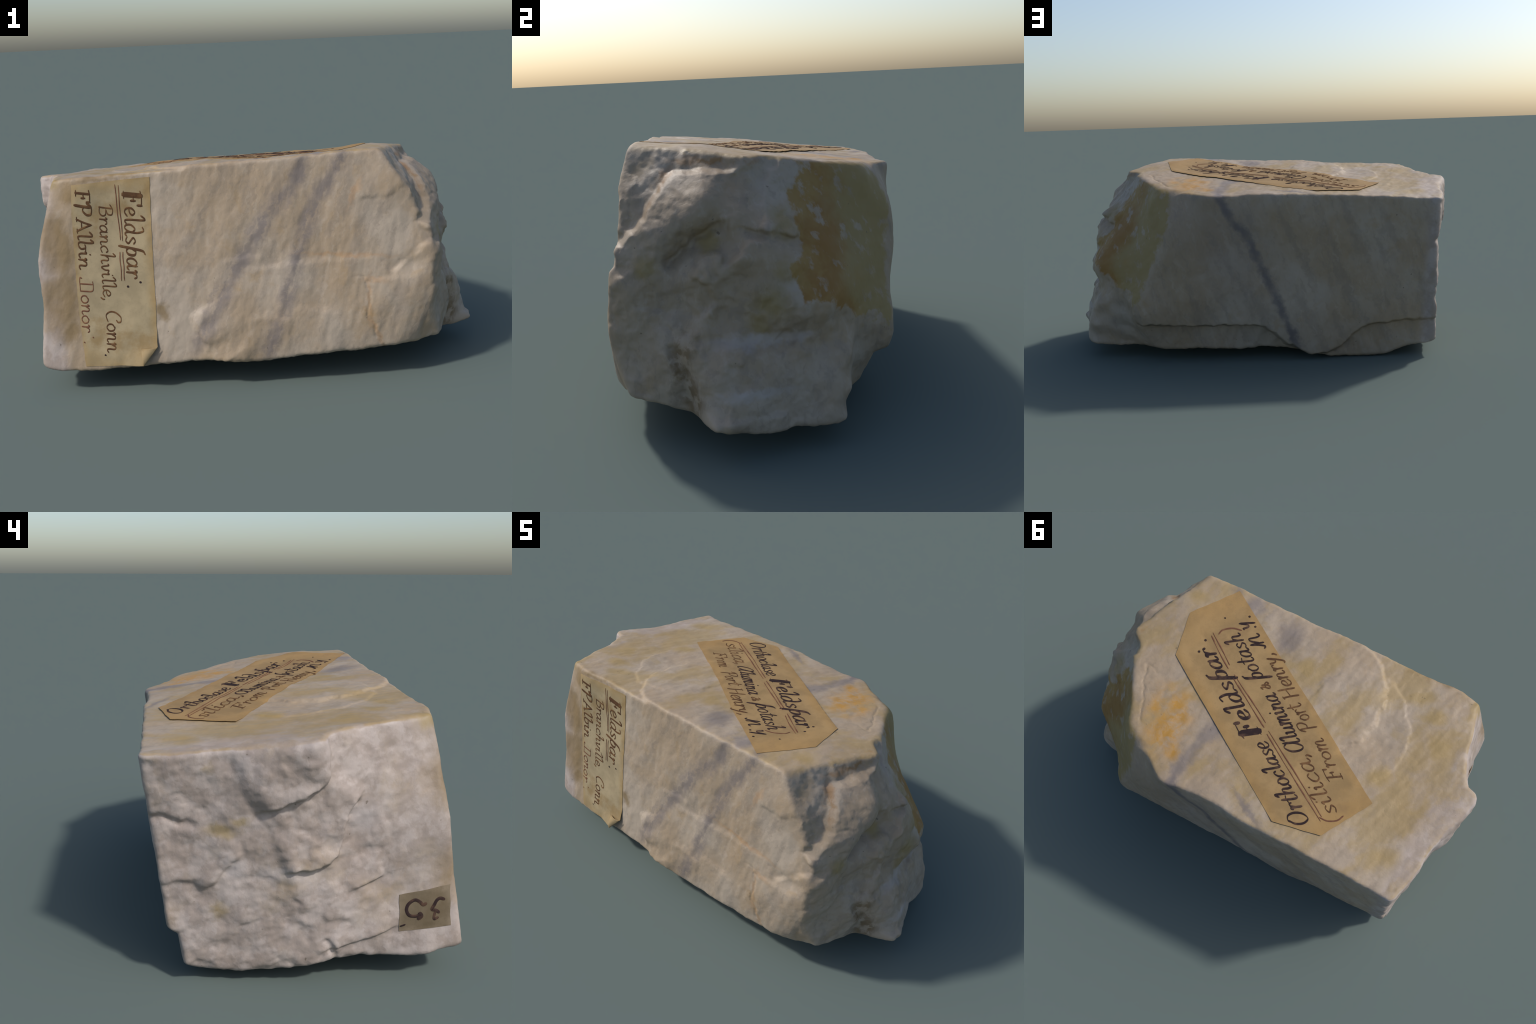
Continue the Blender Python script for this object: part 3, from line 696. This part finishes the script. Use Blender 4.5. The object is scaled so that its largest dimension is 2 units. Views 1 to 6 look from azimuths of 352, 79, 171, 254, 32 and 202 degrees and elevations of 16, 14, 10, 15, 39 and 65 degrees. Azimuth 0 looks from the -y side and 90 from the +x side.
def write(sheet, text, start, end, size, material, pen=(.10, .22), slant=.3, bold=None, name="handwritten_word", seed=0):
    """Write 'text' from baseline start to end; size = x-height in metres; pen = thin, thick in x-heights."""
    rng = random.Random(hash_text(text) + seed)
    start, end = np.array(start), np.array(end)
    along = end - start
    length = np.linalg.norm(along); along = along / length
    up = np.array([-along[1], along[0]])
    total = sum(LETTERS[c][0] for c in text)
    sx = length / total
    x, strokes = 0.0, []
    for c in text:
        width, parts = LETTERS[c]
        heavy = 1.0
        if bold and c in bold: heavy = bold[c]
        tall = rng.uniform(.93, 1.07); drop = rng.uniform(-.05, .05)
        for si, part in enumerate(parts):
            pts = curve_through(part)
            st = []
            for k, q in enumerate(pts):
                a, b = pts[max(k - 1, 0)], pts[min(k + 1, len(pts) - 1)]
                d = b - a; d = d / (np.linalg.norm(d) + 1e-9)
                down = abs(d[1]) ** 2
                w = pen[0] + (pen[1] - pen[0]) * down * (heavy if si == 0 or heavy < 1.5 else 1.3)
                if len(part) == 2 and abs(part[0][0] - part[1][0]) + abs(part[0][1] - part[1][1]) < .2: w = pen[1] * .75
                px, py = (x + q[0]) * sx, (q[1] * tall + drop) * size
                loc = start + along * (px + slant * py) + up * py
                st.append((loc[0], loc[1], w * size * .44))
            strokes.append(st)
        x += width
    return ink(sheet, name, strokes, material)


def hash_text(t): return sum(ord(c) * (i + 3) for i, c in enumerate(t))


def rule_line(sheet, a, b, width, material, name="underline", seed=0):
    rng = random.Random(seed)
    n = 24
    strokes = []
    ph = rng.uniform(0, 6)
    for_line = []
    for k in range(n + 1):
        t = k / n
        for_line.append((a[0] + (b[0] - a[0]) * t, a[1] + (b[1] - a[1]) * t + .0012 * math.sin(t * 5 + ph), width * .5 * (.85 + .25 * math.sin(t * 9 + ph))))
    return ink(sheet, name, [for_line], material)


dark_ink = ink_material("dark_ink", (.030, .020, .020), (.085, .050, .036))
brown_ink = ink_material("brown_ink", (.085, .045, .025), (.16, .085, .04))
rust_ink = ink_material("rust_ink", (.13, .060, .038), (.19, .10, .055))

# tan label across the top
C, S = .759, .651
tan_paper = paper_material("tan_paper", (.292, .190, .084), (.300, .180, .066), (.215, .135, .062), (-.033 * C + .047 * S, .033 * S + .047 * C, .92), (0, 0, -math.atan2(S, C)), (.60, .205, 1))
tan = Sheet("paper_label", lambda s, t: (s * C + t * S, -s * S + t * C, .9), (0, 0, -1),
            [(-.157, -.618), (.105, -.629), (.251, -.475)], [(-.159, .5515), (.0965, .564), (.251, .414)], tan_paper, 200, 70,
            curl=lambda a, b: .003 * smooth((b - .82) / .18) * smooth((a - .25) / .3) * smooth((1.15 - a) / .3) + .003 * smooth((.06 - a) / .06))
h = .041
write(tan, "Orthoclase", (-.562, .112), (-.150, .093), h, dark_ink, pen=(.11, .30), seed=1)
write(tan, "Feldspar", (-.118, .100), (.372, .089), h * 1.1, dark_ink, pen=(.11, .34), bold={"F": 3.0, "p": 1.5, "e": 1.5})
write(tan, "'.", (.385, .088), (.43, .10), h * 1.1, dark_ink, pen=(.2, .40), slant=0)
for k, (a, b) in enumerate((((-.575, .074), (-.127, .079)), ((-.092, .073), (.186, .079)), ((.236, .076), (.415, .066)))):
    rule_line(tan, a, b, .0062, rust_ink, seed=k)
    rule_line(tan, (a[0] + .015, a[1] - .015), (b[0] + .01, b[1] - .015), .0062, rust_ink, seed=k + 9)
write(tan, "(", (-.622, -.008), (-.585, -.010), h * 1.0, rust_ink, pen=(.12, .2))
write(tan, "silica,", (-.578, -.012), (-.283, -.026), h * .98, brown_ink, pen=(.12, .25))
write(tan, "Alumina", (-.275, -.024), (.030, -.048), h * 1.0, dark_ink, pen=(.11, .28))
write(tan, "&", (.052, -.042), (.096, -.046), h * .9, brown_ink, pen=(.14, .25))
write(tan, "potash", (.112, -.042), (.368, -.053), h * 1.0, dark_ink, pen=(.11, .27), bold={"p": 1.7})
write(tan, ")", (.375, -.052), (.402, -.053), h * 1.15, rust_ink, pen=(.13, .2))
write(tan, ".", (.455, -.034), (.475, -.034), h, dark_ink, pen=(.2, .3))
write(tan, "From", (-.468, -.104), (-.262, -.119), h * .85, brown_ink, pen=(.12, .25), bold={"F": 1.2})
write(tan, "Port", (-.212, -.122), (-.068, -.116), h * .9, brown_ink, pen=(.13, .24))
write(tan, "Henry,", (-.042, -.132), (.212, -.138), h * .9, brown_ink, pen=(.13, .28))
write(tan, "N", (.255, -.126), (.325, -.130), h * .85, dark_ink, pen=(.13, .3))
write(tan, ".", (.350, -.134), (.366, -.134), h, dark_ink, pen=(.25, .42))
write(tan, "Y", (.352, -.134), (.400, -.134), h * .85, dark_ink, pen=(.15, .34))
write(tan, ".", (.408, -.136), (.424, -.136), h, dark_ink, pen=(.25, .42))

# cream label upright on the front, with a turned-up corner; local u = x, v = z
cream_paper = paper_material("cream_paper", (.338, .270, .165), (.265, .168, .060), (.225, .150, .065), (-.655, -.4, .52), (math.radians(90), 0, 0), (.175, .41, 1))
cream = Sheet("paper_label", lambda u, v: (u, -.45, v), (0, 1, 0),
              [(.128, -.812), (.353, -.820), (.532, -.818), (.78, -.810), (.903, -.800)],
              [(.128, -.567), (.204, -.500), (.394, -.492), (.55, -.489), (.739, -.482), (.903, -.474)], cream_paper, 50, 120,
              curl=lambda a, b: .022 * smooth((a - .55) / .45) * smooth((.20 - b) / .20), skew=lambda a, b: (0, .020 * a * b ** 6))


def write_down(text, a, b, size, material, **kw):
    """Lettering that runs down the sheet; a, b are baseline points (x, z), letters stand towards +x."""
    return write(cream, text, a, b, size, material, slant=kw.pop("slant", .04), **kw)


write_down("Feldspar", (-.588, .872), (-.602, .497), .042, brown_ink, pen=(.12, .26), bold={"F": 3.6, "p": 1.4})
write_down("'.", (-.608, .487), (-.606, .450), .042, dark_ink, pen=(.2, .36))
for k, (a, b) in enumerate((((-.620, .897), (-.617, .664)), ((-.607, .893), (-.608, .660)), ((-.625, .613), (-.627, .492)), ((-.612, .612), (-.615, .492)))):
    ux = [a[0] + (b[0] - a[0]) * t for t in np.linspace(0, 1, 20)]
    vz = [a[1] + (b[1] - a[1]) * t for t in np.linspace(0, 1, 20)]
    ink(cream, "underline", [[(p + .001 * math.sin(i * .5 + k), q, .0021) for i, (p, q) in enumerate(zip(ux, vz))]], rust_ink)
write_down("Branchville,", (-.694, .812), (-.714, .405), .030, brown_ink, pen=(.14, .27))
write_down("Conn", (-.706, .365), (-.715, .186), .034, brown_ink, pen=(.13, .26))
write_down(".", (-.728, .181), (-.728, .166), .04, dark_ink, pen=(.2, .3))
write_down("F", (-.785, .886), (-.788, .828), .032, brown_ink, pen=(.16, .3), bold={"F": 1.6})
write_down("P", (-.789, .825), (-.791, .775), .033, brown_ink, pen=(.16, .34), bold={"P": 1.6})
write_down("Ʌlbin", (-.792, .765), (-.800, .545), .032, brown_ink, pen=(.16, .32))
write_down("Donor", (-.803, .500), (-.812, .275), .031, rust_ink, pen=(.13, .24))
write_down("'.", (-.812, .262), (-.811, .215), .03, rust_ink, pen=(.2, .30))


def turned_corner():
    """The dog-ear: a small curved triangle folded back over the lower right of the cream label."""
    A, B, T = (-.500, .204), (-.567, .128), (-.571, .200)
    verts, faces, n = [], [], 14
    for side in (0, 1):
        for j in range(n + 1):
            for i in range(n + 1):
                a, b = i / n, j / n                              # a along the fold, b towards the tip
                fx, fz = A[0] + (B[0] - A[0]) * a, A[1] + (B[1] - A[1]) * a
                x, z = fx + (T[0] - fx) * b, fz + (T[1] - fz) * b
                rise = .004 + .010 * math.sin(math.pi * min(b + .12, 1)) + .004 * b
                verts.append(tuple(cream.on_paper(x, z, rise - (.0016 if side else 0))))
    w, m = n + 1, (n + 1) ** 2
    for j in range(n):
        for i in range(n):
            q = (j * w + i, (j + 1) * w + i, (j + 1) * w + i + 1, j * w + i + 1)
            faces.append(q); faces.append(tuple(m + k for k in reversed(q)))
    for k in range(n):
        for a, b in (((k + 1) * w, k * w), (k * w + n, (k + 1) * w + n), (k, k + 1)):
            faces.append((a, b, m + b, m + a))
    return mesh_object("folded_corner", verts, faces, cream_paper, cream.object)


turned_corner()

# small brown label low on the rough end; local u = -y, v = z
grey_paper = paper_material("grey_paper", (.145, .112, .072), (.235, .185, .130), (.11, .082, .048), (-.95, -.277, .265), (math.radians(90), 0, math.radians(-90)), (.09, .075, 1))
grey = Sheet("paper_label", lambda u, v: (-.95, -u, v), (1, 0, 0), [(.186, .192), (.318, .190)], [(.186, .366), (.318, .362)], grey_paper, 40, 34, lift=.0015,
             skew=lambda a, b: (0, a * (.020 + .012 * b)))
pen = .0064
def figure(points, w=pen):
    q = curve_through(points, 9)
    return [(.190 + p[0] * .172, .186 + .020 * p[0] + p[1] * .145, w * .9) for p in q]
ink(grey, "handwritten_figure", [figure([(.52, .62), (.46, .60), (.40, .68), (.30, .74), (.18, .66), (.14, .52), (.20, .38), (.32, .34), (.40, .36)]), figure([(.40, .40), (.43, .33), (.38, .27)], pen * 1.3)], dark_ink)
ink(grey, "handwritten_figure", [figure([(.88, .66), (.80, .70), (.73, .66), (.68, .56), (.64, .46), (.72, .42), (.78, .36)], pen), figure([(.70, .38), (.68, .22), (.76, .24)], pen * .8)], dark_ink)
ink(grey, "ink_mark", [figure([(.04, .13), (.12, .16)], pen * .55)], dark_ink)
